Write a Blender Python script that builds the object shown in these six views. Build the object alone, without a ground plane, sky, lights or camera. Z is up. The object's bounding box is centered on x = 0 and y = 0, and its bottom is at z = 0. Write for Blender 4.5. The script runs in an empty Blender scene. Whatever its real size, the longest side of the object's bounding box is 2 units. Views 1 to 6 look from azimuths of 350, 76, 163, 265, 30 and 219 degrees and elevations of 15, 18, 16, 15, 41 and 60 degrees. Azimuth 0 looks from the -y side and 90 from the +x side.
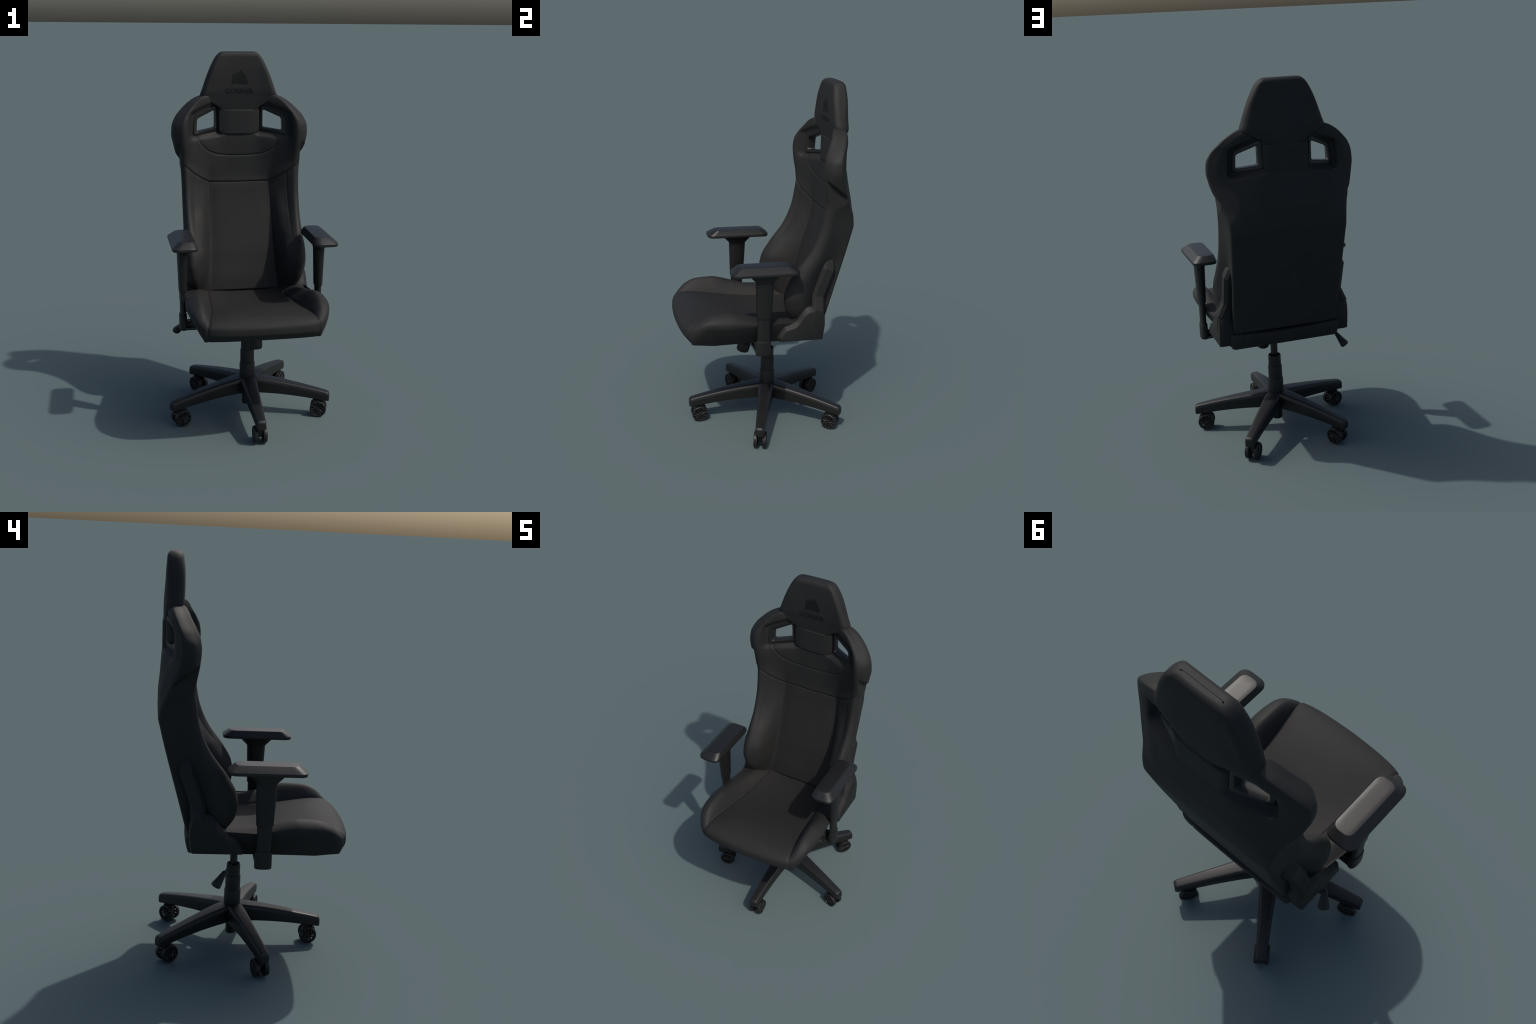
# High-backed gaming chair: upholstered bucket back and seat, two armrests,
# gas column and five-legged base on twin-wheel casters.
import bpy, bmesh, math
import numpy as np
from mathutils import Vector, Matrix
from mathutils.bvhtree import BVHTree

COLUMN_Y = 0.072           # the column axis stands at x = 0, y = COLUMN_Y

# ------------------------------------------------------------------ helpers
def pchip(xs, ys, x):
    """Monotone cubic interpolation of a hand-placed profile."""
    xs = np.asarray(xs, float); ys = np.asarray(ys, float); x = np.asarray(x, float)
    h = np.diff(xs); d = np.diff(ys) / h
    m = np.zeros(len(xs))
    for i in range(1, len(xs) - 1):
        if d[i - 1] * d[i] > 0:
            w1 = 2 * h[i] + h[i - 1]; w2 = h[i] + 2 * h[i - 1]
            m[i] = (w1 + w2) / (w1 / d[i - 1] + w2 / d[i])
    m[0], m[-1] = d[0], d[-1]
    xc = np.clip(x, xs[0], xs[-1])
    k = np.clip(np.searchsorted(xs, xc) - 1, 0, len(xs) - 2)
    t = (xc - xs[k]) / h[k]
    return ((1 + 2 * t) * (1 - t) ** 2 * ys[k] + t * (1 - t) ** 2 * h[k] * m[k]
            + t * t * (3 - 2 * t) * ys[k + 1] + t * t * (t - 1) * h[k] * m[k + 1])

def smooth(a, b, v):
    t = np.clip((np.asarray(v, float) - a) / (b - a), 0, 1)
    return t * t * (3 - 2 * t)

def rounded(points, radii, arc=5, seg=1, closed=False):
    """Polyline with its corners rounded by quadratic arcs; constant point count."""
    P = [np.array(p, float) for p in points]; n = len(P); out = []
    R = radii if hasattr(radii, '__len__') else [radii] * n
    ends = []
    for i in range(n):
        if not closed and i in (0, n - 1):
            ends.append((P[i], P[i])); continue
        a, b, c = P[i - 1], P[i], P[(i + 1) % n]
        la, lc = np.linalg.norm(a - b), np.linalg.norm(c - b)
        r = min(R[i], .49 * la, .49 * lc)
        ends.append((b + (a - b) * r / max(la, 1e-9), b + (c - b) * r / max(lc, 1e-9)))
    for i in range(n):
        e0, e1 = ends[i]
        if not closed and i in (0, n - 1):
            out.append(P[i])
        else:
            for k in range(arc + 1):
                t = k / arc
                out.append((1 - t) ** 2 * e0 + 2 * t * (1 - t) * P[i] + t * t * e1)
        if i < n - 1 or closed:
            nx = ends[(i + 1) % n][0]
            for k in range(1, seg):
                out.append(e1 + (nx - e1) * k / seg)
    return np.array(out)

def poly_dist(P, line):
    """Distance of 2D points P (n,2) from a polyline."""
    d = np.full(len(P), 9.0)
    for a, b in zip(line[:-1], line[1:]):
        a = np.array(a); b = np.array(b); ab = b - a
        t = np.clip(((P - a) @ ab) / (ab @ ab), 0, 1)
        d = np.minimum(d, np.linalg.norm(P - (a + t[:, None] * ab), axis=1))
    return d

def inside(P, poly):
    x, y = P[:, 0], P[:, 1]; r = np.zeros(len(P), bool); n = len(poly)
    for i in range(n):
        x1, y1 = poly[i]; x2, y2 = poly[(i + 1) % n]
        c = (y1 > y) != (y2 > y)
        with np.errstate(divide='ignore', invalid='ignore'):
            r ^= c & (x < (x2 - x1) * (y - y1) / (y2 - y1 + 1e-12) + x1)
    return r

def loft(rings, cap=True, closed=True):
    """Quads between equal-length rings of 3D points."""
    n = len(rings[0]); V = [tuple(p) for r in rings for p in r]; F = []
    for i in range(len(rings) - 1):
        for j in range(n if closed else n - 1):
            k = (j + 1) % n
            F.append((i * n + j, i * n + k, (i + 1) * n + k, (i + 1) * n + j))
    if cap:
        F.append(tuple(reversed(range(n))))
        F.append(tuple(range((len(rings) - 1) * n, len(rings) * n)))
    return V, F

def fix(V, F, bevel=0, bevel_angle=30, segments=2):
    """Clean mesh with outward normals and, if asked, chamfered edges."""
    bm = bmesh.new()
    vs = [bm.verts.new(v) for v in V]
    for f in F:
        try: bm.faces.new([vs[i] for i in f])
        except ValueError: pass
    bmesh.ops.recalc_face_normals(bm, faces=bm.faces)
    if bevel:
        es = [e for e in bm.edges if len(e.link_faces) == 2 and e.calc_face_angle(0) > math.radians(bevel_angle)]
        bmesh.ops.bevel(bm, geom=es, offset=bevel, segments=segments, profile=.5, affect='EDGES', clamp_overlap=True)
    return bm

def finish(name, bm, mat, parent, sharp=40, mesh=None):
    if mesh is None:
        mesh = bpy.data.meshes.new(name)
        bm.to_mesh(mesh); bm.free()
        mesh.polygons.foreach_set('use_smooth', [True] * len(mesh.polygons))
        if sharp: mesh.set_sharp_from_angle(angle=math.radians(sharp))
        mesh.materials.append(mat)
    ob = bpy.data.objects.new(name, mesh)
    bpy.context.scene.collection.objects.link(ob)
    ob.parent = parent
    return ob

def both_sides(name, V, F, mat, parents, **kw):
    sh = kw.pop('sharp', 40); out = []
    for s, par in zip((1, -1), parents):
        out.append(finish(name, fix([(s * x, y, z) for x, y, z in V], F, **kw), mat, par, sh))
    return out

def box(x0, x1, y0, y1, z0, z1):
    V = [(x, y, z) for x in (x0, x1) for y in (y0, y1) for z in (z0, z1)]
    return V, [(0, 1, 3, 2), (4, 6, 7, 5), (0, 4, 5, 1), (2, 3, 7, 6), (0, 2, 6, 4), (1, 5, 7, 3)]

def lathe(profile, n=40, centre=(0, 0)):
    rings = [[(centre[0] + r * math.cos(2 * math.pi * k / n), centre[1] + r * math.sin(2 * math.pi * k / n), z)
              for k in range(n)] for r, z in profile]
    return loft(rings)

def join(*parts):
    V, F = [], []
    for v, f in parts:
        o = len(V); V += list(v); F += [tuple(i + o for i in q) for q in f]
    return V, F

# ---------------------------------------------------------------- materials
def material(name, colour, rough, grain_scale, grain_bump, variation=.08, specular=.5, weave=False, sheen=0):
    m = bpy.data.materials.new(name); m.use_nodes = True
    nt = m.node_tree; N = nt.nodes; L = nt.links
    b = N['Principled BSDF']
    tc = N.new('ShaderNodeTexCoord')
    fine = N.new('ShaderNodeTexVoronoi' if not weave else 'ShaderNodeTexNoise')
    fine.inputs['Scale'].default_value = grain_scale
    L.new(tc.outputs['Object'], fine.inputs['Vector'])
    broad = N.new('ShaderNodeTexNoise'); broad.inputs['Scale'].default_value = 9; broad.inputs['Detail'].default_value = 4
    L.new(tc.outputs['Object'], broad.inputs['Vector'])
    ramp = N.new('ShaderNodeValToRGB')
    lo = [c * (1 - variation) for c in colour]; hi = [c * (1 + variation) for c in colour]
    ramp.color_ramp.elements[0].color = (*lo, 1); ramp.color_ramp.elements[0].position = .3
    ramp.color_ramp.elements[1].color = (*hi, 1); ramp.color_ramp.elements[1].position = .7
    L.new(broad.outputs['Fac'], ramp.inputs['Fac']); L.new(ramp.outputs['Color'], b.inputs['Base Color'])
    bump = N.new('ShaderNodeBump'); bump.inputs['Strength'].default_value = grain_bump; bump.inputs['Distance'].default_value = .001
    L.new(fine.outputs[0], bump.inputs['Height']); L.new(bump.outputs['Normal'], b.inputs['Normal'])
    rr = N.new('ShaderNodeMapRange'); rr.inputs['To Min'].default_value = rough - .04; rr.inputs['To Max'].default_value = rough + .04
    L.new(broad.outputs['Fac'], rr.inputs['Value']); L.new(rr.outputs['Result'], b.inputs['Roughness'])
    b.inputs['Specular IOR Level'].default_value = specular
    if sheen:
        b.inputs['Sheen Weight'].default_value = sheen; b.inputs['Sheen Roughness'].default_value = .5
    return m

LEATHER = material('black_leatherette', (.0183, .0182, .0181), .66, 420, .12, .05, .32)
FABRIC = material('black_seat_fabric', (.0188, .0185, .0184), .70, 900, .15, .05, .29, weave=True)
PLASTIC = material('matt_black_plastic', (.0105, .0105, .0105), .47, 700, .05, .05, .45)
PADMAT = material('soft_black_armrest_pad', (.0105, .0105, .0108), .45, 800, .05, .05, .5)
COVERMAT = material('grained_black_plastic', (.0115, .0115, .0115), .62, 700, .08, .05, .4)
TRIM = material('window_trim_plastic', (.013, .014, .0142), .42, 700, .04, .05, .5)
STEEL = material('black_coated_steel', (.013, .013, .013), .4, 500, .03, .05, .5)
THREAD = material('black_embroidery_thread', (.0045, .005, .005), .75, 1500, .2, .1, .3, weave=True)

chair = bpy.data.objects.new('gaming_chair', None)
bpy.context.scene.collection.objects.link(chair)
chair['label'] = 'black racing-style gaming chair with armrests on five casters'
chair['category'] = 'gaming chair'

# ----------------------------------------------------------------- backrest
# Horizontal cross-sections described by a few key points per height; each key
# point follows its own profile up the chair.  Right half, from the middle of
# the back, round the side, to the middle of the front.
BACK_KEYS = {
 'back_middle':  ([.685, .72, .92, 1.072, 1.20, 1.25, 1.30, 1.36, 1.43, 1.507, 1.55, 1.60, 1.69, 1.77],
                  [0] * 14,
                  [.3235, .333, .387, .428, .461, .4725, .476, .476, .471, .466, .462, .455, .447, .43]),
 'back_inner':   ([.685, .72, .92, 1.072, 1.20, 1.25, 1.30, 1.36, 1.43, 1.51, 1.55, 1.60, 1.70, 1.74, 1.77],
                  [.15, .15, .15, .15, .15, .15, .15, .15, .15, .15, .15, .15, .14, .12, .10],
                  [.3235, .333, .387, .428, .461, .4725, .476, .475, .468, .461, .455, .447, .442, .438, .425]),
 'back_outer':   ([.685, .92, 1.072, 1.20, 1.25, 1.36, 1.43, 1.50, 1.55, 1.60, 1.65, 1.70, 1.74, 1.77],
                  [.235, .24, .243, .245, .245, .245, .25, .255, .26, .26, .25, .21, .165, .13],
                  [.3225, .385, .426, .458, .469, .461, .445, .425, .406, .398, .402, .425, .434, .425]),
 'back_shoulder':([.685, .92, 1.072, 1.20, 1.25, 1.30, 1.36, 1.43, 1.50, 1.55, 1.60, 1.65, 1.70, 1.74, 1.77],
                  [.262, .268, .272, .275, .277, .279, .284, .295, .310, .320, .318, .300, .262, .212, .165],
                  [.3215, .384, .425, .456, .466, .463, .445, .425, .406, .399, .399, .404, .420, .428, .418]),
 'back_corner':  ([.685, .80, 1.0, 1.20, 1.25, 1.30, 1.36, 1.43, 1.50, 1.557, 1.60, 1.65, 1.694, 1.737, 1.757, 1.77],
                  [.288, .293, .298, .304, .307, .312, .327, .355, .376, .387, .384, .364, .326, .274, .235, .19],
                  [.314, .345, .399, .450, .460, .453, .427, .396, .371, .358, .356, .366, .386, .404, .410, .405]),
 'side_waist':   ([.685, .80, .94, 1.04, 1.10, 1.20, 1.30, 1.43, 1.50, 1.557, 1.60, 1.65, 1.694, 1.737, 1.757, 1.77],
                  [.282, .279, .283, .294, .303, .312, .320, .354, .372, .382, .379, .356, .317, .266, .229, .185],
                  [.270, .278, .310, .340, .360, .380, .385, .356, .337, .328, .328, .342, .360, .380, .390, .395]),
 'outer':        ([.685, .752, .80, .87, .94, 1.0, 1.1, 1.25, 1.36, 1.43, 1.50, 1.557, 1.60, 1.65, 1.694, 1.737, 1.757, 1.77],
                  [.298, .334, .350, .358, .354, .347, .340, .337, .338, .354, .366, .371, .367, .343, .302, .252, .217, .18],
                  [.220, .180, .165, .157, .172, .208, .264, .308, .318, .312, .302, .300, .303, .322, .342, .362, .374, .385]),
 'ridge':        ([.685, .721, .797, .855, .911, .995, 1.104, 1.174, 1.24, 1.32, 1.39, 1.425, 1.51, 1.576, 1.627, 1.67, 1.71, 1.757, 1.77],
                  [.262, .282, .302, .308, .308, .306, .306, .308, .310, .312, .314, .314, .314, .316, .312, .295, .268, .212, .18],
                  [.160, .118, .070, .062, .075, .124, .207, .243, .267, .283, .293, .288, .270, .263, .269, .290, .317, .348, .375]),
 'bolster_seam': ([.685, .80, .90, 1.0, 1.05, 1.096, 1.146, 1.24, 1.328, 1.39, 1.45, 1.52, 1.55, 1.65, 1.69, 1.70, 1.757, 1.77],
                  [.232, .226, .231, .246, .258, .264, .266, .264, .262, .262, .262, .264, .264, .257, .215, .210, .165, .15],
                  [.175, .138, .132, .180, .216, .246, .274, .300, .313, .318, .320, .327, .333, .338, .350, .348, .366, .385]),
 'bolster_face': ([.685, .80, .90, 1.0, 1.08, 1.18, 1.28, 1.39, 1.50, 1.55, 1.65, 1.70, 1.757, 1.77],
                  [.212, .206, .208, .217, .222, .222, .218, .220, .220, .216, .205, .170, .142, .13],
                  [.192, .182, .192, .228, .264, .306, .335, .340, .340, .348, .356, .362, .380, .39]),
 'panel_seam':   ([.685, .76, .829, .898, .98, 1.077, 1.18, 1.25, 1.278, 1.35, 1.43, 1.50, 1.546, 1.556, 1.65, 1.70, 1.757, 1.77],
                  [.197, .192, .188, .184, .180, .178, .174, .171, .170, .172, .172, .172, .168, .165, .150, .135, .12, .11],
                  [.213, .231, .251, .271, .299, .327, .353, .365, .368, .362, .358, .354, .360, .366, .372, .380, .392, .40]),
 'panel_flank':  ([.685, .76, .829, .898, .98, 1.077, 1.18, 1.25, 1.278, 1.35, 1.43, 1.50, 1.546, 1.556, 1.757, 1.77],
                  [.12, .12, .12, .12, .12, .12, .12, .12, .12, .10, .10, .10, .10, .09, .09, .08],
                  [.207, .225, .246, .266, .292, .320, .347, .361, .367, .372, .375, .376, .379, .384, .402, .40]),
 'front_middle': ([.685, .76, .829, .898, .98, 1.077, 1.18, 1.25, 1.278, 1.35, 1.43, 1.50, 1.546, 1.556, 1.757, 1.77],
                  [0] * 16,
                  [.207, .225, .246, .266, .292, .320, .347, .361, .367, .3725, .3755, .3765, .3795, .3845, .402, .40]),
}
BACK_RADII = [0, .06, .03, .03, .03, .05, .05, .05, .025, .04, .018, .06, 0]

YOKE_SEAM = [(0, 1.278), (.168, 1.28), (.2, 1.295), (.24, 1.322), (.262, 1.336), (.29, 1.362), (.325, 1.397)]
PANEL_SEAM = [(.170, 1.28), (.172, 1.213), (.175, 1.147), (.178, 1.077), (.18, .98), (.184, .898), (.19, .79), (.198, .68)]
BOLSTER_SEAM = [(.262, 1.335), (.264, 1.24), (.267, 1.146), (.268, 1.09), (.268, 1.03), (.266, .97)]
CRESCENT_SEAM = [(.243, 1.545), (.232, 1.52), (.21, 1.487), (.173, 1.455), (.123, 1.435), (.05, 1.428), (0, 1.428)]
WINDOW_OUTER = [(.117, 1.5665), (.265, 1.548), (.2555, 1.655), (.124, 1.711)]
WINDOW_INNER = [(.1365, 1.5845), (.2435, 1.5685), (.240, 1.6385), (.1365, 1.6835)]

def frame_front(x): return .3955 - .44 * (x - .117)
WD = .049
def back_section(z):
    pts = [(pchip(k, xs, z), pchip(k, ys, z)) for k, xs, ys in BACK_KEYS.values()]
    return rounded(pts, BACK_RADII, arc=10, seg=10)

def build_back():
    body = np.arange(.690, 1.7631, .0032)
    rows = []
    for ins, z in ((.016, .6825), (.010, .6828), (.005, .684), (.002, .6865)):
        rows.append((z, ins))
    rows += [(z, 0) for z in body]
    rows += [(1.766, .006), (1.768, .014), (1.769, .025)]
    rings = []
    for z, ins in rows:
        half = back_section(z)
        ring = np.vstack([half, (half * [-1, 1])[::-1][1:-1]])
        if ins:
            c = np.array([0, (ring[:, 1].min() + ring[:, 1].max()) / 2])
            ext = np.array([np.abs(ring[:, 0]).max(), np.ptp(ring[:, 1]) / 2])
            ring = c + (ring - c) * np.maximum(.05, 1 - ins / ext)
        rings.append(np.column_stack([ring, np.full(len(ring), z)]))
    n = len(rings[0]); nh = len(half)
    P = np.array(rings).reshape(-1, 3)
    # shoulder wings overhang the side panels along a slanting lower edge
    lower = 1.508 - .82 * (P[:, 1] - .288)
    s = smooth(-.012, .012, P[:, 2] - lower)
    ax = np.abs(P[:, 0]); lim = .335
    over = np.where(ax > lim, lim + (ax - lim) * s, ax)
    P[:, 0] = np.sign(P[:, 0]) * np.where(P[:, 2] > 1.3, over, ax)
    # round each window the upholstery tucks in behind the frame
    XZ = np.column_stack([np.abs(P[:, 0]), P[:, 2]])
    d = poly_dist(XZ, WINDOW_OUTER + WINDOW_OUTER[:1]); d = np.where(inside(XZ, WINDOW_OUTER), -d, d)
    ff = frame_front(XZ[:, 0]); isfront = P[:, 1] < ff + WD / 2
    k = 1 - smooth(.001, np.where(isfront, .036, .030), d)
    tuck = np.where(isfront, np.maximum(P[:, 1], ff + .006), np.minimum(P[:, 1], ff + WD - .006))
    P[:, 1] += (tuck - P[:, 1]) * k
    V, F = loft(P.reshape(len(rings), n, 3))
    bm = fix(V, F); bm.normal_update(); bm.verts.ensure_lookup_table()
    P = np.array([v.co for v in bm.verts]); N = np.array([v.normal for v in bm.verts])
    XZ = np.column_stack([np.abs(P[:, 0]), P[:, 2]])
        # a front vertex is one in the second part of each half section
    idx = np.arange(len(P)) % n
    front = smooth(.25, .55, -N[:, 1]) * ((idx > nh * .45) & (idx < n - nh * .45))
    g = np.zeros(len(P))
    for line, depth, width in ((YOKE_SEAM, .0042, .0042), (PANEL_SEAM, .0035, .004), (CRESCENT_SEAM, .0036, .0040)):
        g = np.maximum(g, depth * np.exp(-(poly_dist(XZ, line) / width) ** 2))
    g = g * (1 - smooth(.290, .322, XZ[:, 0]))
    d = poly_dist(XZ, BOLSTER_SEAM)
    g = np.maximum(g, .0025 * np.exp(-(d / .004) ** 2) * smooth(.97, 1.08, P[:, 2]))
    # the yoke stands a little proud of the panels below it
    d = poly_dist(XZ, YOKE_SEAM)
    yz = np.interp(XZ[:, 0], [p[0] for p in YOKE_SEAM], [p[1] for p in YOKE_SEAM])
    proud = np.where(P[:, 2] > yz, .0022 * np.exp(-(d / .03) ** 2), 0)
    P2 = P + N * ((proud - g) * front)[:, None]
    for v, p in zip(bm.verts, P2): v.co = p
    bm.normal_update(); bm.verts.ensure_lookup_table()
    nrm = {v.index: v.normal.copy() for v in bm.verts}
    # sort faces into regions
    fc = np.array([f.calc_center_median() for f in bm.faces]); fx = np.abs(fc[:, 0]); fz = fc[:, 2]
    FXZ = np.column_stack([fx, fz])
    fidx = np.array([np.mean([(v.index % n) for v in f.verts]) for f in bm.faces])
    isf = (fidx > nh * .50) & (fidx < n - nh * .50)
    yz = np.interp(fx, [p[0] for p in YOKE_SEAM], [p[1] for p in YOKE_SEAM])
    cz = np.interp(fx, [p[0] for p in CRESCENT_SEAM][::-1], [p[1] for p in CRESCENT_SEAM][::-1])
    px = np.interp(fz, [p[1] for p in PANEL_SEAM][::-1], [p[0] for p in PANEL_SEAM][::-1])
    mid = [(a[0] * .5 + b[0] * .5, a[1] * .5 + b[1] * .5) for a, b in zip(WINDOW_OUTER, WINDOW_INNER)]
    hole = inside(FXZ, mid)
    region = np.full(len(fc), 'back_cover', dtype=object)
    up = isf & (fz > yz); region[up] = 'shoulder_panel'
    region[up & (fz > cz) & (fx < .243) & (fz < 1.56)] = 'crescent_panel'
    low = isf & ~up
    region[low & (fx <= px)] = 'back_panel'
    region[low & (fx > px) & (fc[:, 0] > 0)] = 'back_bolster'
    region[low & (fx > px) & (fc[:, 0] < 0)] = 'back_bolster.left'
    region[hole] = 'hole'
    bm.faces.ensure_lookup_table()
    cos = [v.co.copy() for v in bm.verts]
    polys = [[v.index for v in f.verts] for f in bm.faces]
    bm.free()
    for name in ('back_cover', 'shoulder_panel', 'crescent_panel', 'back_panel', 'back_bolster', 'back_bolster.left'):
        split(name.split('.')[0], [polys[i] for i in np.where(region == name)[0]], cos, nrm,
              FABRIC if name == 'back_panel' else LEATHER)

def split(name, polys, cos, nrm, mat):
    """One region of a smooth body, with the whole body's vertex normals."""
    used = sorted({i for p in polys for i in p}); new = {o: k for k, o in enumerate(used)}
    me = bpy.data.meshes.new(name)
    me.from_pydata([cos[i] for i in used], [], [[new[i] for i in p] for p in polys])
    me.polygons.foreach_set('use_smooth', [True] * len(me.polygons))
    me.normals_split_custom_set_from_vertices([nrm[i] for i in used])
    me.materials.append(mat)
    ob = bpy.data.objects.new(name, me)
    bpy.context.scene.collection.objects.link(ob); ob.parent = chair
    return ob

build_back()

# windows: trapezoid plastic frames through the wings, leaning with the wing
outer = rounded(WINDOW_OUTER, .02, arc=6, closed=True)
inner = rounded(WINDOW_INNER, .013, arc=6, closed=True)
mid_out = outer + (inner - outer) * .12
mid_in = outer + (inner - outer) * .88
rings = []
for ring, off in ((outer, .010), (outer, .0035), (mid_out, 0), (mid_in, 0), (inner, .0035),
                  (inner, WD - .0035), (mid_in, WD), (mid_out, WD), (outer, WD - .0035), (outer, WD - .010)):
    rings.append([(x, frame_front(x) + off, z) for x, z in ring])
rings.append(rings[0])
V, F = loft(rings, cap=False)
nr = len(outer); F = F[:-nr] + [(9 * nr + j, 9 * nr + (j + 1) % nr, (j + 1) % nr, j) for j in range(nr)]
V = V[:10 * nr]
both_sides('window_frame', V, F, TRIM, (chair, chair), sharp=50)

# ------------------------------------------------- headrest and neck panel
HEAD_Z = [1.665, 1.69, 1.705, 1.73, 1.757, 1.80, 1.855, 1.93, 1.955, 1.975, 1.988, 1.995, 1.9985, 2.0]
HEAD_W = [.110, .120, .140, .190, .2180, .2045, .1845, .1520, .139, .1260, .1140, .1045, .096, .087]
def head_section(z):
    w = float(pchip(HEAD_Z, HEAD_W, z))
    yb = float(pchip([1.66, 1.668, 1.70, 1.724, 1.794, 1.876, 1.922, 1.96, 2.0],
                     [.450, .456, .458, .458, .456, .451, .449, .4465, .444], z))
    yf = float(pchip([1.66, 1.668, 1.70, 1.75, 1.80, 1.85, 1.90, 1.95, 2.0],
                     [.388, .378, .374, .370, .366, .366, .367, .369, .3715], z))
    crown = 1 - math.sqrt(max(0, 1 - max(0, (z - 1.974) / .026) ** 2))
    yb -= .021 * crown; yf += .021 * crown
    fwd = .010 * smooth(1.68, 1.78, z) * (1 - .7 * smooth(1.9, 1.99, z))
    fwd *= 1 - smooth(1.97, 1.998, z)
    cham = .027 - .019 * smooth(1.78, 1.93, z)
    pts = [(0, yb), (.55 * w, yb - .001), (.88 * w, yb - cham * .55), (w - .002, yb - cham - .008), (w, yf + .026 - fwd), (w * .92, yf - fwd + .001), (w * .5, yf - .2 * fwd), (0, yf)]
    return rounded(pts, [0, .04, .03, .02, .03, .03, .05, 0], arc=8, seg=8)
def head_ring(z, sec, inset=0):
    half = sec(z); ring = np.vstack([half, (half * [-1, 1])[::-1][1:-1]])
    if inset:
        c = np.array([0, (ring[:, 1].min() + ring[:, 1].max()) / 2])
        ext = np.array([np.abs(ring[:, 0]).max(), np.ptp(ring[:, 1]) / 2])
        ring = c + (ring - c) * np.maximum(.05, 1 - inset / ext)
    return np.column_stack([ring, np.full(len(ring), z)])
zs = [1.665, 1.668, 1.672] + list(np.arange(1.677, 1.986, .005)) + [1.974 + .026 * math.sin(math.radians(q)) for q in range(30, 90, 5)]
rings = [head_ring(z, head_section) for z in zs] + [head_ring(2.0, head_section, k) for k in (0, .004, .008, .012)]
V, F = loft(rings)
headrest = finish('headrest', fix(V, F), LEATHER, chair, 0)

def neck_section(z):
    edge = float(np.clip(min(z - 1.546, 1.684 - z) / .007, 0, 1)); e = .006 * (1 - math.sqrt(max(0, 1 - (1 - edge) ** 2)))
    w = .1195 - .014 * (1 - smooth(1.546, 1.570, z)) - e
    pts = [(0, .4625 - e), (w * .8, .460 - e), (w, .447 - e), (w, .393 + e), (w * .95, .3805 + e), (w * .6, .3725 + e), (0, .371 + e)]
    return rounded(pts, [0, .03, .012, .006, .012, .03, 0], arc=6, seg=6)
V, F = loft([head_ring(z, neck_section) for z in np.concatenate([np.linspace(1.5462, 1.562, 9), np.linspace(1.566, 1.672, 22), np.linspace(1.6745, 1.6838, 8)])])
finish('neck_panel', fix(V, F), LEATHER, chair, 0)

# embroidered emblem (three billowing sails) and word on the headrest
dg = bpy.context.evaluated_depsgraph_get()
bvh = BVHTree.FromObject(headrest, dg)
def on_head(x, z, lift):
    hit = bvh.ray_cast(Vector((x, 0, z)), Vector((0, 1, 0)))
    return (x, hit[0].y - lift, z)
def applique(name, bm2d, lift):
    bmesh.ops.triangulate(bm2d, faces=bm2d.faces)
    bmesh.ops.subdivide_edges(bm2d, edges=[e for e in bm2d.edges if e.calc_length() > .012], cuts=1)
    ex = bmesh.ops.extrude_face_region(bm2d, geom=bm2d.faces[:])
    top = {v for v in ex['geom'] if isinstance(v, bmesh.types.BMVert)}
    for v in bm2d.verts:
        v.co = on_head(v.co.x, v.co.z, lift if v in top else -.003)
    bmesh.ops.recalc_face_normals(bm2d, faces=bm2d.faces)
    finish(name, bm2d, THREAD, headrest, 30)

def arc_pts(a, b, bow, n=8):
    a = np.array(a); b = np.array(b); d = b - a; nrm = np.array([-d[1], d[0]])
    return [tuple(a + d * t + nrm * bow * 4 * t * (1 - t)) for t in np.linspace(0, 1, n)]
def sail(tip, right, left, bow_r, bow_l, bow_b):
    return arc_pts(tip, right, bow_r)[:-1] + arc_pts(right, left, bow_b)[:-1] + arc_pts(left, tip, bow_l)[:-1]
SAILS = [sail((.006, 1.903), (.047, 1.826), (-.004, 1.8305), .13, .10, .06),
         sail((-.014, 1.892), (.018, 1.832), (-.030, 1.829), .13, .12, .04),
         sail((-.036, 1.884), (-.006, 1.832), (-.046, 1.817), .12, -.06, -.07)]
bm = bmesh.new()
for k, s in enumerate(SAILS):
    bm.faces.new([bm.verts.new((x, .0001 * k, z)) for x, z in s])
applique('sail_emblem', bm, .0012)

cu = bpy.data.curves.new('lettering', 'FONT'); cu.body = 'CORSAIR'; cu.size = 1; cu.offset = .012
cu.space_character = 1.05
to = bpy.data.objects.new('lettering_helper', cu); bpy.context.scene.collection.objects.link(to)
bpy.context.view_layer.update()
tm = bpy.data.meshes.new_from_object(to.evaluated_get(bpy.context.evaluated_depsgraph_get()))
bpy.data.objects.remove(to)
co = np.array([v.co for v in tm.vertices]); lo, hi = co.min(0), co.max(0)
bm = bmesh.new(); bm.from_mesh(tm); bpy.data.meshes.remove(tm)
for v in bm.verts:
    v.co = (-.077 + .154 * (v.co.x - lo[0]) / (hi[0] - lo[0]), 0, 1.776 + .026 * (v.co.y - lo[1]) / (hi[1] - lo[1]))
bmesh.ops.remove_doubles(bm, verts=bm.verts, dist=1e-5)
applique('lettering', bm, .0012)

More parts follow.
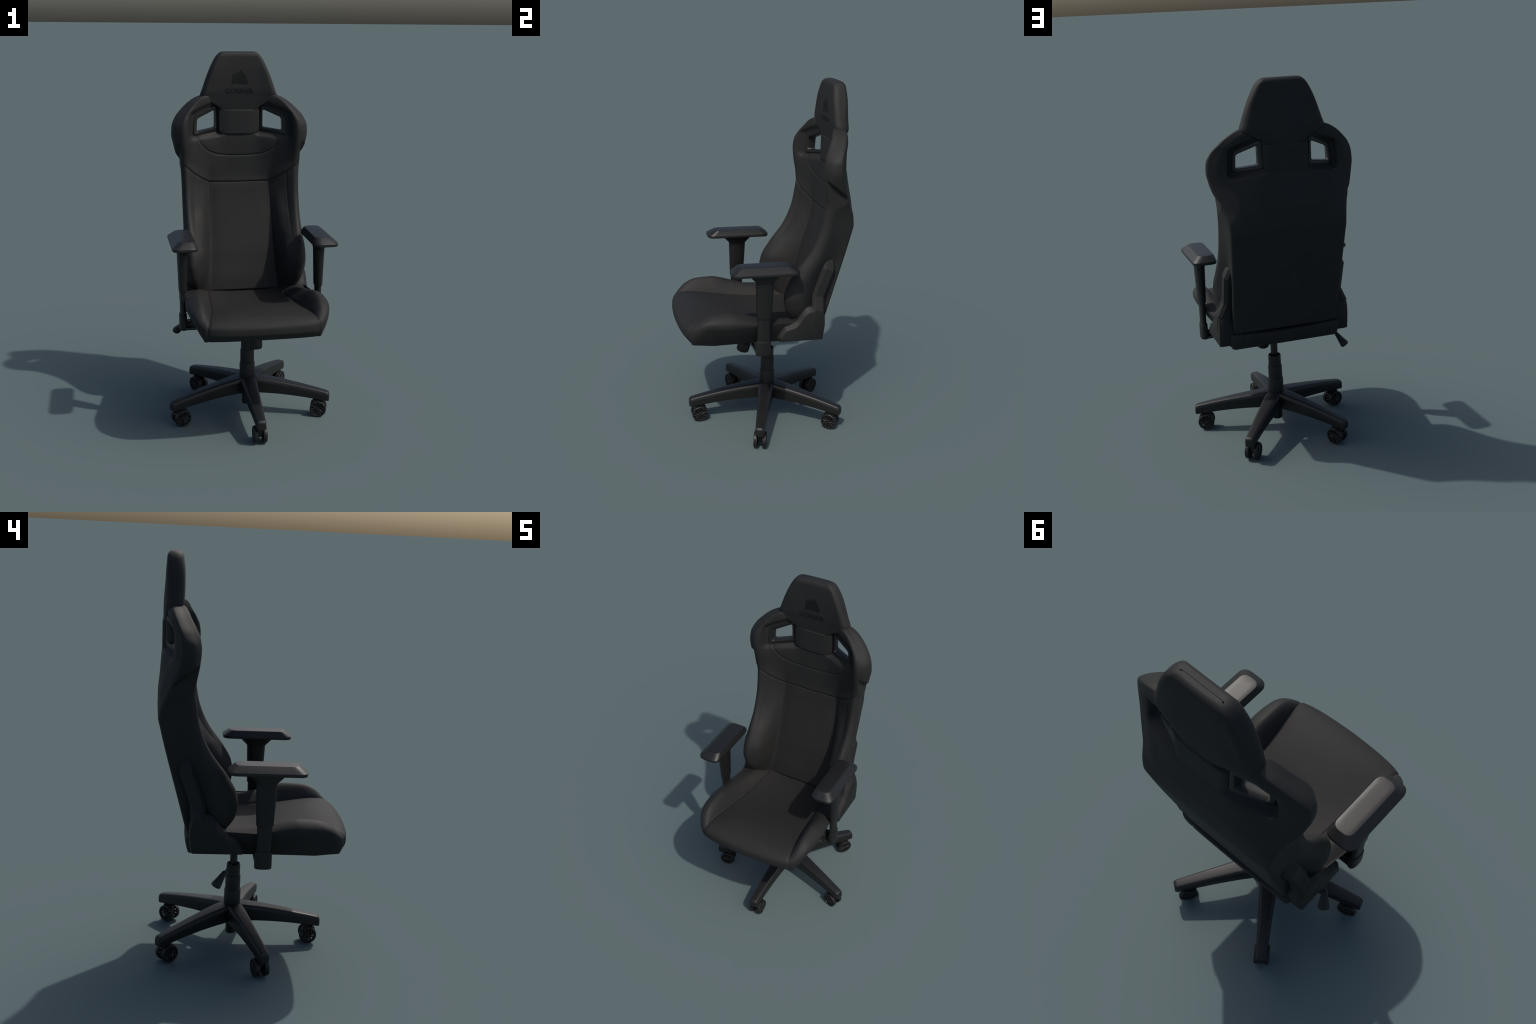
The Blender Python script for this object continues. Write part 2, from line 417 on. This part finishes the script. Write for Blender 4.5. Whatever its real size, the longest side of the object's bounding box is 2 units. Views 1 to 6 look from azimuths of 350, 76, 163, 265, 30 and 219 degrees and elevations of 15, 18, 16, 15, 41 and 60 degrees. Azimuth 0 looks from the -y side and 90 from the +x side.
# --------------------------------------------------------------------- seat
OUT = [(0, -.480), (.10, -.477), (.18, -.471), (.25, -.459), (.30, -.438), (.335, -.402), (.358, -.345), (.370, -.27),
       (.371, -.19), (.363, -.10), (.352, -.0), (.338, .1), (.328, .2), (.310, .285), (.290, .322), (.2, .331), (.1, .332), (0, .332)]
SEAT_FOOT = [(.10, -.445), (.20, -.441), (.284, -.431), (.302, -.425), (.303, -.395), (.296, -.25), (.292, -.05), (.300, .20), (.294, .315)]
SEAT_SEAM = [(.300, -.47), (.277, -.43), (.262, -.348), (.25, -.274), (.238, -.184), (.228, -.09), (.216, .055), (.203, .212), (.200, .28)]
SC = np.array([0, -.07])
def seat_top(x, y):
    ax = np.abs(x)
    xs = np.interp(y, [p[1] for p in SEAT_SEAM], [p[0] for p in SEAT_SEAM])
    zs = pchip([-.48, -.42, -.37, -.27, -.18, -.09, .05, .34], [.722, .732, .728, .715, .704, .694, .686, .692], y)
    zr = pchip([-.47, -.43, -.369, -.292, -.215, -.152, -.095, -.023, .061, .15, .34],
               [.715, .738, .778, .796, .798, .785, .766, .744, .728, .714, .69], y)
    xr = np.interp(y, [-.12, .12], [.314, .270])
    t = np.clip((ax - xs) / np.maximum(xr - xs, .02), 0, 1)
    zr = zr - .022 * np.clip((ax - xr) / .06, 0, 1) ** 2
    crown = pchip([-.49, -.40, -.30, -.20, -.10, 0, .25], [0, .007, .013, .007, -.003, -.011, -.012], y) * (1 - np.clip(ax / xs, 0, 1) ** 2.5)
    return np.where(ax < xs, zs + crown, zs + (zr - zs) * np.sin(t * math.pi / 2) ** 1.25)
def build_seat():
    pts = np.array(OUT); full = np.vstack([pts, (pts * [-1, 1])[::-1][1:-1]])
    # smooth closed outline by Catmull-Rom, resampled evenly
    C = []; m = len(full)
    for i in range(m):
        p0, p1, p2, p3 = (full[(i + k - 1) % m] for k in range(4))
        for t in np.linspace(0, 1, 24, endpoint=False):
            C.append(.5 * (2 * p1 + (p2 - p0) * t + (2 * p0 - 5 * p1 + 4 * p2 - p3) * t * t + (3 * p1 - p0 - 3 * p2 + p3) * t ** 3))
    C = np.array(C); C = np.vstack([C, C[:1]])
    L = np.concatenate([[0], np.cumsum(np.linalg.norm(np.diff(C, axis=0), axis=1))])
    n = 520; tt = np.linspace(0, L[-1], n, endpoint=False)
    O = np.column_stack([np.interp(tt, L, C[:, 0]), np.interp(tt, L, C[:, 1])])
    fwd = smooth(-.34, -.46, O[:, 1]) if False else 1 - smooth(-.46, -.34, O[:, 1])
    rear = smooth(.24, .32, O[:, 1])
    zw = .722 * (1 - fwd) * (1 - rear) + .657 * fwd + .664 * rear
    zb = .594 + .016 * fwd
    foot = np.array(SEAT_FOOT); foot = np.vstack([foot, (foot * [-1, 1])[::-1]])
    foot = rounded(foot, .02, arc=6, seg=12, closed=True) - SC
    ang = np.arctan2(foot[:, 0], -foot[:, 1]); order = np.argsort(ang)
    rad = np.interp(np.arctan2(O[:, 0], -(O[:, 1] - SC[1])), ang[order], np.linalg.norm(foot, axis=1)[order], period=2 * math.pi)
    sc = rad / np.linalg.norm(O - SC, axis=1)
    rings = []
    for u in (0.0, .35, .8): rings.append(np.column_stack([SC + (O - SC) * (sc[:, None] - .025) * u, zb]))
    for a in np.linspace(0, math.pi / 2, 6)[0:]:         # bottom edge round
        rings.append(np.column_stack([SC + (O - SC) * (sc - .025 + .022 * math.sin(a))[:, None], zb + .006 * (1 - math.cos(a))]))
    for t in np.linspace(0, 1, 22)[1:]:                  # side wall
        s = sc - .003 + (1 - sc + .003) * (np.sin(t * math.pi / 2) ** .92 * (.4 + .6 * np.maximum(fwd, rear)) + t * .6 * (1 - np.maximum(fwd, rear)))
        rings.append(np.column_stack([SC + (O - SC) * s[:, None], zb + .006 + (zw - zb - .006) * t]))
    rho = np.concatenate([1 - (np.linspace(0.0, 1, 40)[1:] ** 2) * .22, np.linspace(.775, 0.0, 62)])
    p = 4.2
    for r in rho:                                       # rolled edge and top
        q = SC + (O - SC) * r
        h = (1 - r ** p) ** (1 / p)
        rings.append(np.column_stack([q, zw + (seat_top(q[:, 0], q[:, 1]) - zw) * h]))
    V, F = loft(rings, cap=False)
    bm = fix(V, F)
    bmesh.ops.remove_doubles(bm, verts=bm.verts, dist=1e-6)
    bmesh.ops.recalc_face_normals(bm, faces=bm.faces)
    bm.normal_update()
    P = np.array([v.co for v in bm.verts]); N = np.array([v.normal for v in bm.verts])
    XY = np.column_stack([np.abs(P[:, 0]), P[:, 1]])
    g = .0055 * np.exp(-(poly_dist(XY, SEAT_SEAM) / .0055) ** 2) * smooth(.60, .62, P[:, 2])
    XZr = np.column_stack([np.abs(P[:, 0]), P[:, 2]])
    g = np.maximum(g, .004 * np.exp(-(poly_dist(XZr, [(.245, .60), (.222, .69)]) / .004) ** 2) * (P[:, 1] > .29))
    P = P - N * g[:, None]
    for v, q in zip(bm.verts, P): v.co = q
    bm.normal_update(); bm.verts.ensure_lookup_table(); bm.faces.ensure_lookup_table(); bm.verts.index_update()
    nrm = {v.index: v.normal.copy() for v in bm.verts}
    fc = np.array([f.calc_center_median() for f in bm.faces])
    xs = np.interp(fc[:, 1], [q[1] for q in SEAT_SEAM], [q[0] for q in SEAT_SEAM])
    reg = np.where(np.abs(fc[:, 0]) < xs, 'seat_cushion', np.where(fc[:, 0] > 0, 'seat_bolster', 'seat_bolster.left'))
    reg[fc[:, 2] < .5955] = 'seat_base'
    cos = [v.co.copy() for v in bm.verts]; polys = [[v.index for v in f.verts] for f in bm.faces]; bm.free()
    for name in ('seat_cushion', 'seat_bolster', 'seat_bolster.left', 'seat_base'):
        ids = np.where(reg == name)[0]
        if len(ids): split(name.split('.')[0], [polys[i] for i in ids], cos, nrm, FABRIC if name == 'seat_cushion' else LEATHER)
build_seat()

# --------------------------------------------------- recliner covers and bars
COVER_A = [(.046, .6175), (.038, .637), (.060, .672), (.080, .697), (.110, .708), (.135, .720), (.152, .735), (.165, .757), (.180, .780),
           (.198, .800), (.216, .808), (.262, .806), (.300, .786), (.309, .745), (.311, .700), (.306, .655), (.299, .6175)]
COVER_B = [(.056, .6175), (.060, .637), (.072, .660), (.087, .680), (.120, .687), (.147, .700), (.163, .718), (.177, .739), (.190, .759),
           (.207, .775), (.225, .781), (.262, .783), (.292, .770), (.302, .740), (.304, .700), (.299, .655), (.293, .6175)]
rings = []
for x, k in ((.285, 0), (.338, 0), (.359, 1)):
    rings.append([(x, a[0] + (b[0] - a[0]) * k, a[1] + (b[1] - a[1]) * k) for a, b in zip(COVER_A, COVER_B)])
V, F = loft(rings)
covers = both_sides('recliner_cover', V, F, COVERMAT, (chair, chair), bevel=.0012, bevel_angle=25, sharp=28)

# folded bar that runs from the cover up the side of the back:
# (z, outer x, y of front foot, front edge, rear edge, rear foot)
BAR = [(1.072, .296, .298, .314, .352, .366), (1.060, .306, .293, .312, .354, .368), (1.012, .328, .288, .307, .349, .363),
       (.860, .327, .239, .254, .297, .310), (.788, .3605, .232, .250, .290, .304), (.742, .3612, .228, .241, .271, .283),
       (.700, .3612, .224, .229, .250, .256)]
rings = []
for z, x, f0, f1, r1, r0 in BAR:
    base = .270 if z > .8 else .30
    foot = max(base + .005, x - .017) if z > .745 else .352
    dz = .012 if z > .75 else 0
    rings.append([(base, f0, z + dz * .2), (foot, f0, z + dz * .6), (x, f1, z + dz * .3), (x, r1, z - dz * .5), (foot, r0, z - dz * .8), (base, r0, z - dz)])
V, F = loft(rings)
both_sides('recliner_bar', V, F, COVERMAT, (chair, chair), bevel=.001, bevel_angle=12, sharp=10)

# ----------------------------------------------------------------- armrests
AX, AY = .3705, -.0455
def oval(rx, ry, z, n=48, e=2.4, cx=AX, cy=AY):
    out = []
    for k in range(n):
        t = 2 * math.pi * k / n; c, s = math.cos(t), math.sin(t)
        out.append((cx + rx * math.copysign(abs(c) ** (2 / e), c), cy + ry * math.copysign(abs(s) ** (2 / e), s), z))
    return out
sleeve = loft([oval(rx, ry, z) for rx, ry, z in
               ((.016, .034, .771), (.0205, .0395, .770), (.0215, .0412, .7715), (.0220, .0418, .776), (.0285, .0495, .972), (.0288, .0498, .977), (.0298, .052, .981),
                (.0345, .090, 1.0185), (.036, .097, 1.026), (.036, .097, 1.033))])
arms = both_sides('armrest', *sleeve, PLASTIC, (chair, chair), sharp=38)
tube = loft([oval(rx, ry, z) for rx, ry, z in ((.0155, .034, .62), (.0158, .0345, .64), (.0166, .0363, .78))])
both_sides('arm_tube', *tube, PLASTIC, arms)
collar = loft([oval(rx, ry, z) for rx, ry, z in
               ((.0175, .036, .5555), (.0195, .0395, .5562), (.0210, .0415, .559), (.0212, .0420, .570), (.0208, .0412, .632), (.0204, .0408, .637), (.0190, .0395, .6405), (.0165, .037, .6408))])
both_sides('arm_collar', *collar, PLASTIC, arms)
bracket = join(box(.16, .366, AY - .037, AY + .037, .557, .5715), box(.12, .334, AY - .028, AY + .028, .5715, .601),
               box(.335, .350, AY - .022, AY + .022, .5715, .592))
both_sides('arm_bracket', *bracket, STEEL, arms, bevel=.0015)

# pad: rounded-rectangle plate with a wide chamfer on the outer side and both ends
def pad_ring(x0, x1, y0, y1, z, r, dz=0):
    ring = rounded([(x0, y0), (x1, y0), (x1, y1), (x0, y1)], r, arc=10, closed=True)
    return [(x, y, z) for x, y in ring]
pad = loft([pad_ring(.312, .428, -.222, .130, 1.0237, .036), pad_ring(.3065, .4335, -.229, .136, 1.0252, .040), pad_ring(.3045, .4355, -.231, .138, 1.0282, .042),
            pad_ring(.3045, .4355, -.231, .138, 1.0392, .042), pad_ring(.3050, .4350, -.2303, .1373, 1.0407, .042), pad_ring(.3058, .4338, -.229, .136, 1.0420, .042),
            pad_ring(.3145, .4020, -.194, .105, 1.0677, .036), pad_ring(.3155, .4010, -.1928, .1038, 1.0686, .036), pad_ring(.3175, .399, -.190, .101, 1.0691, .035),
            pad_ring(.335, .382, -.16, .07, 1.0697, .02)])
both_sides('arm_pad', *pad, PADMAT, arms, sharp=20)

# -------------------------------------------- tilt mechanism, knob and lever
mech = join(box(-.080, .080, -.12, .135, .545, .600), box(-.105, .105, -.16, .16, .588, .612), box(-.04, .04, .035, .11, .525, .55))
mechanism = finish('tilt_mechanism', fix(*mech, bevel=.004), STEEL, chair, 35)
# ribbed tension knob, its axis leaning forward
rings = []
for r, h in ((.022, -.062), (.030, -.060), (.034, -.055), (.0355, -.048), (.0365, -.006), (.030, 0), (.012, .002), (.012, .05)):
    rings.append([((r * (1 + (.035 if r > .031 and k % 4 < 2 else 0))) * math.cos(2 * math.pi * k / 72), (r * (1 + (.035 if r > .031 and k % 4 < 2 else 0))) * math.sin(2 * math.pi * k / 72), h) for k in range(72)])
V, F = loft(rings)
M = Matrix.Translation((.020, -.072, .490)) @ Matrix.Rotation(math.radians(-14), 4, 'X')
finish('tension_knob', fix([tuple(M @ Vector(v)) for v in V], F), PLASTIC, mechanism, 30)

def sweep(path, radii, n=16, flat=1.0):
    rings = []; P = [Vector(p) for p in path]
    for i, p in enumerate(P):
        d = (P[min(i + 1, len(P) - 1)] - P[max(i - 1, 0)]).normalized()
        a = d.cross(Vector((0, 0, 1))).normalized(); b = a.cross(d).normalized()
        rings.append([tuple(p + (a * math.cos(2 * math.pi * k / n) + b * flat * math.sin(2 * math.pi * k / n)) * radii[i]) for k in range(n)])
    return loft(rings)
rod = rounded([(-.07, .085, .556), (-.31, .100, .556), (-.338, .114, .548), (-.358, .139, .520)], .03, arc=6)
lever = finish('height_lever', fix(*sweep([tuple(p) for p in rod], [.0045] * len(rod))), STEEL, mechanism)
tip = np.array([-.391, .180, .464]); top = np.array([-.352, .131, .529])
hs = [(0, .009), (.02, .0115), (.1, .013), (.5, .0200), (.8, .0262), (.88, .0270), (.95, .0252), (.985, .0205), (1, .013)]
finish('lever_handle', fix(*sweep([tuple(top + (tip - top) * t) for t, r in hs], [r for t, r in hs], 24, .80)), PLASTIC, lever)

# ------------------------------------------------------- column, base, casters
C0 = (0, COLUMN_Y)
def tube_profile(r, z0, z1, ch=.003):
    return [(r - ch, z0), (r, z0 + ch), (r, z1 - ch * 1.6), (r - ch * .4, z1 - ch * .5), (r - ch * 1.2, z1), (r - .006, z1), (r - .006, z1 - .01)]
column = finish('column_cover', fix(*lathe([(.036, .212), (.0415, .212), (.0430, .2142), (.0428, .290), (.0415, .295), (.0395, .2965),
          (.0392, .2955), (.0392, .368), (.0380, .3725), (.0362, .374), (.0358, .373), (.0352, .431), (.0344, .4345), (.0325, .436), (.0300, .4355), (.0290, .410), (.01, .409)], 56, C0)), PLASTIC, chair, 28)
finish('gas_piston', fix(*lathe([(.018, .40), (.0195, .402), (.0195, .55), (.018, .552)], 40, C0)), STEEL, column)

base = finish('base', fix(*lathe([(.024, .048), (.0275, .049), (.029, .052), (.029, .110), (.046, .116), (.055, .130), (.056, .198), (.050, .211), (.044, .2155), (.038, .2165), (.03, .217)], 56, C0)), PLASTIC, chair, 40)
rings = []
for r in list(np.linspace(.028, .45, 26)) + [.456, .461, .465, .4675, .469, .4695]:
    w = float(pchip([.02, .08, .16, .30, .48], [.047, .046, .040, .0325, .0250], r))
    zt = float(pchip([.02, .06, .12, .2, .3, .4, .48], [.218, .2165, .210, .1975, .1795, .159, .1405], r))
    zb = float(pchip([.02, .08, .2, .3, .45, .48], [.130, .130, .125, .116, .096, .092], r))
    e = max(0, r - .4555) / .0140; ins = .012 * (1 - math.sqrt(max(0, 1 - min(1, e) ** 2)))
    w -= ins * .6; zt -= ins; zb += ins * .3
    ring = rounded([(w * .93, zb), (w, zt - .016), (w * .80, zt), (0, zt + .0015), (-w * .80, zt), (-w, zt - .016), (-w * .93, zb)],
                   [.003, .012, .012, .02, .012, .012, .003], arc=5, closed=True)
    rings.append([(r, a, b) for a, b in ring])
legbm = fix(*loft(rings)); legmesh = None
fork = None
LEGS = [math.radians(-90 + 72 * k) for k in range(5)]
# caster in leg coordinates: r along the leg, wheel axis across it
WR, WC, HW = .0462, .409, .0245
def wheel_mesh():
    n = 60; out = []
    prof = [(.0365, -.009), (.0375, -.0105), (.043, -.0105), (.0455, -.0085), (WR, -.004), (WR, .004), (.0455, .0085), (.043, .0105), (.0375, .0105), (.0365, .009), (.0365, -.009)]
    rings = [[(r * math.cos(2 * math.pi * k / n), h, r * math.sin(2 * math.pi * k / n)) for k in range(n)] for r, h in prof[:-1]]
    rings.append(rings[0]); V, F = loft(rings, cap=False)
    m = len(prof) - 1; V = V[:m * n]; F = [tuple(i % (m * n) for i in f) for f in F]
    parts = [(V, F)]
    hub = [[(r * math.cos(2 * math.pi * k / 30), h, r * math.sin(2 * math.pi * k / 30)) for k in range(30)] for r, h in ((.009, -.009), (.0095, .0075), (.0075, .0092), (.003, .0096))]
    parts.append(loft(hub))
    for k in range(10):
        a = 2 * math.pi * k / 10 + .157; ca, sa = math.cos(a), math.sin(a)
        rings = []
        for r, w, h in ((.006, .0019, .0088), (.020, .0040, .0090), (.031, .0054, .0088), (.0385, .0066, .0095)):
            sec = [(-w, -.006), (-w, h - .0015), (-w * .6, h), (w * .6, h), (w, h - .0015), (w, -.006)]
            rings.append([(r * ca - s * sa, hh, r * sa + s * ca) for s, hh in sec])
        parts.append(loft(rings))
    return join(*parts)
wheel_mesh_data = None
fork_parts = []
# central housing: hood above the axle with a stem up to the leg
hood = [(.436, .094), (.436, .058), (.425, .036), (.408, .030), (.392, .036), (.384, .050), (.386, .066), (.398, .080), (.415, .088), (.417, .094)]
fork_parts.append(loft([[(r, s, z) for r, z in hood] for s in (-.0135, .0135)]))
fork_parts.append(loft([[(.428 + .011 * math.cos(2 * math.pi * k / 24), .011 * math.sin(2 * math.pi * k / 24), z) for k in range(24)] for z in (.086, .108)]))
fork_parts.append(loft([[(WC + .006 * math.cos(2 * math.pi * k / 16), s, .0462 + .006 * math.sin(2 * math.pi * k / 16)) for k in range(16)] for s in (-.032, .032)]))
# thin mudguard over each wheel top
for sgn in (-1, 1):
    rings = []
    for t in np.linspace(math.radians(55), math.radians(150), 18):
        rings.append([(WC + rr * math.cos(t), s, .0462 + rr * math.sin(t)) for rr, s in ((.0475, sgn * .012), (.0475, sgn * .020), (.0495, sgn * .020), (.0505, sgn * .012))])
    fork_parts.append(loft(rings))
forkbm = fix(*join(*fork_parts), bevel=.002, bevel_angle=40)
for k, a in enumerate(LEGS):
    M = Matrix.Translation((0, COLUMN_Y, 0)) @ Matrix.Rotation(a, 4, 'Z')
    if legmesh is None:
        leg = finish('base_leg', legbm, PLASTIC, base, 45); legmesh = leg.data
        caster = finish('caster', forkbm, PLASTIC, chair, 35); fork = caster.data
    else:
        leg = finish('base_leg', None, None, base, mesh=legmesh)
        caster = finish('caster', None, None, chair, mesh=fork)
    leg.matrix_world = M; caster.matrix_world = M
    for sgn in (1, -1):
        if wheel_mesh_data is None:
            w = finish('caster_wheel', fix(*wheel_mesh()), PLASTIC, caster, 35); wheel_mesh_data = w.data
        else:
            w = finish('caster_wheel', None, None, caster, mesh=wheel_mesh_data)
        R = Matrix.Translation((WC, sgn * HW, .0462)) @ Matrix.Rotation(.2 * k + .4 * sgn, 4, 'Y')
        if sgn < 0: R = R @ Matrix.Rotation(math.pi, 4, 'Z')
        w.matrix_parent_inverse = Matrix.Identity(4); w.matrix_basis = R
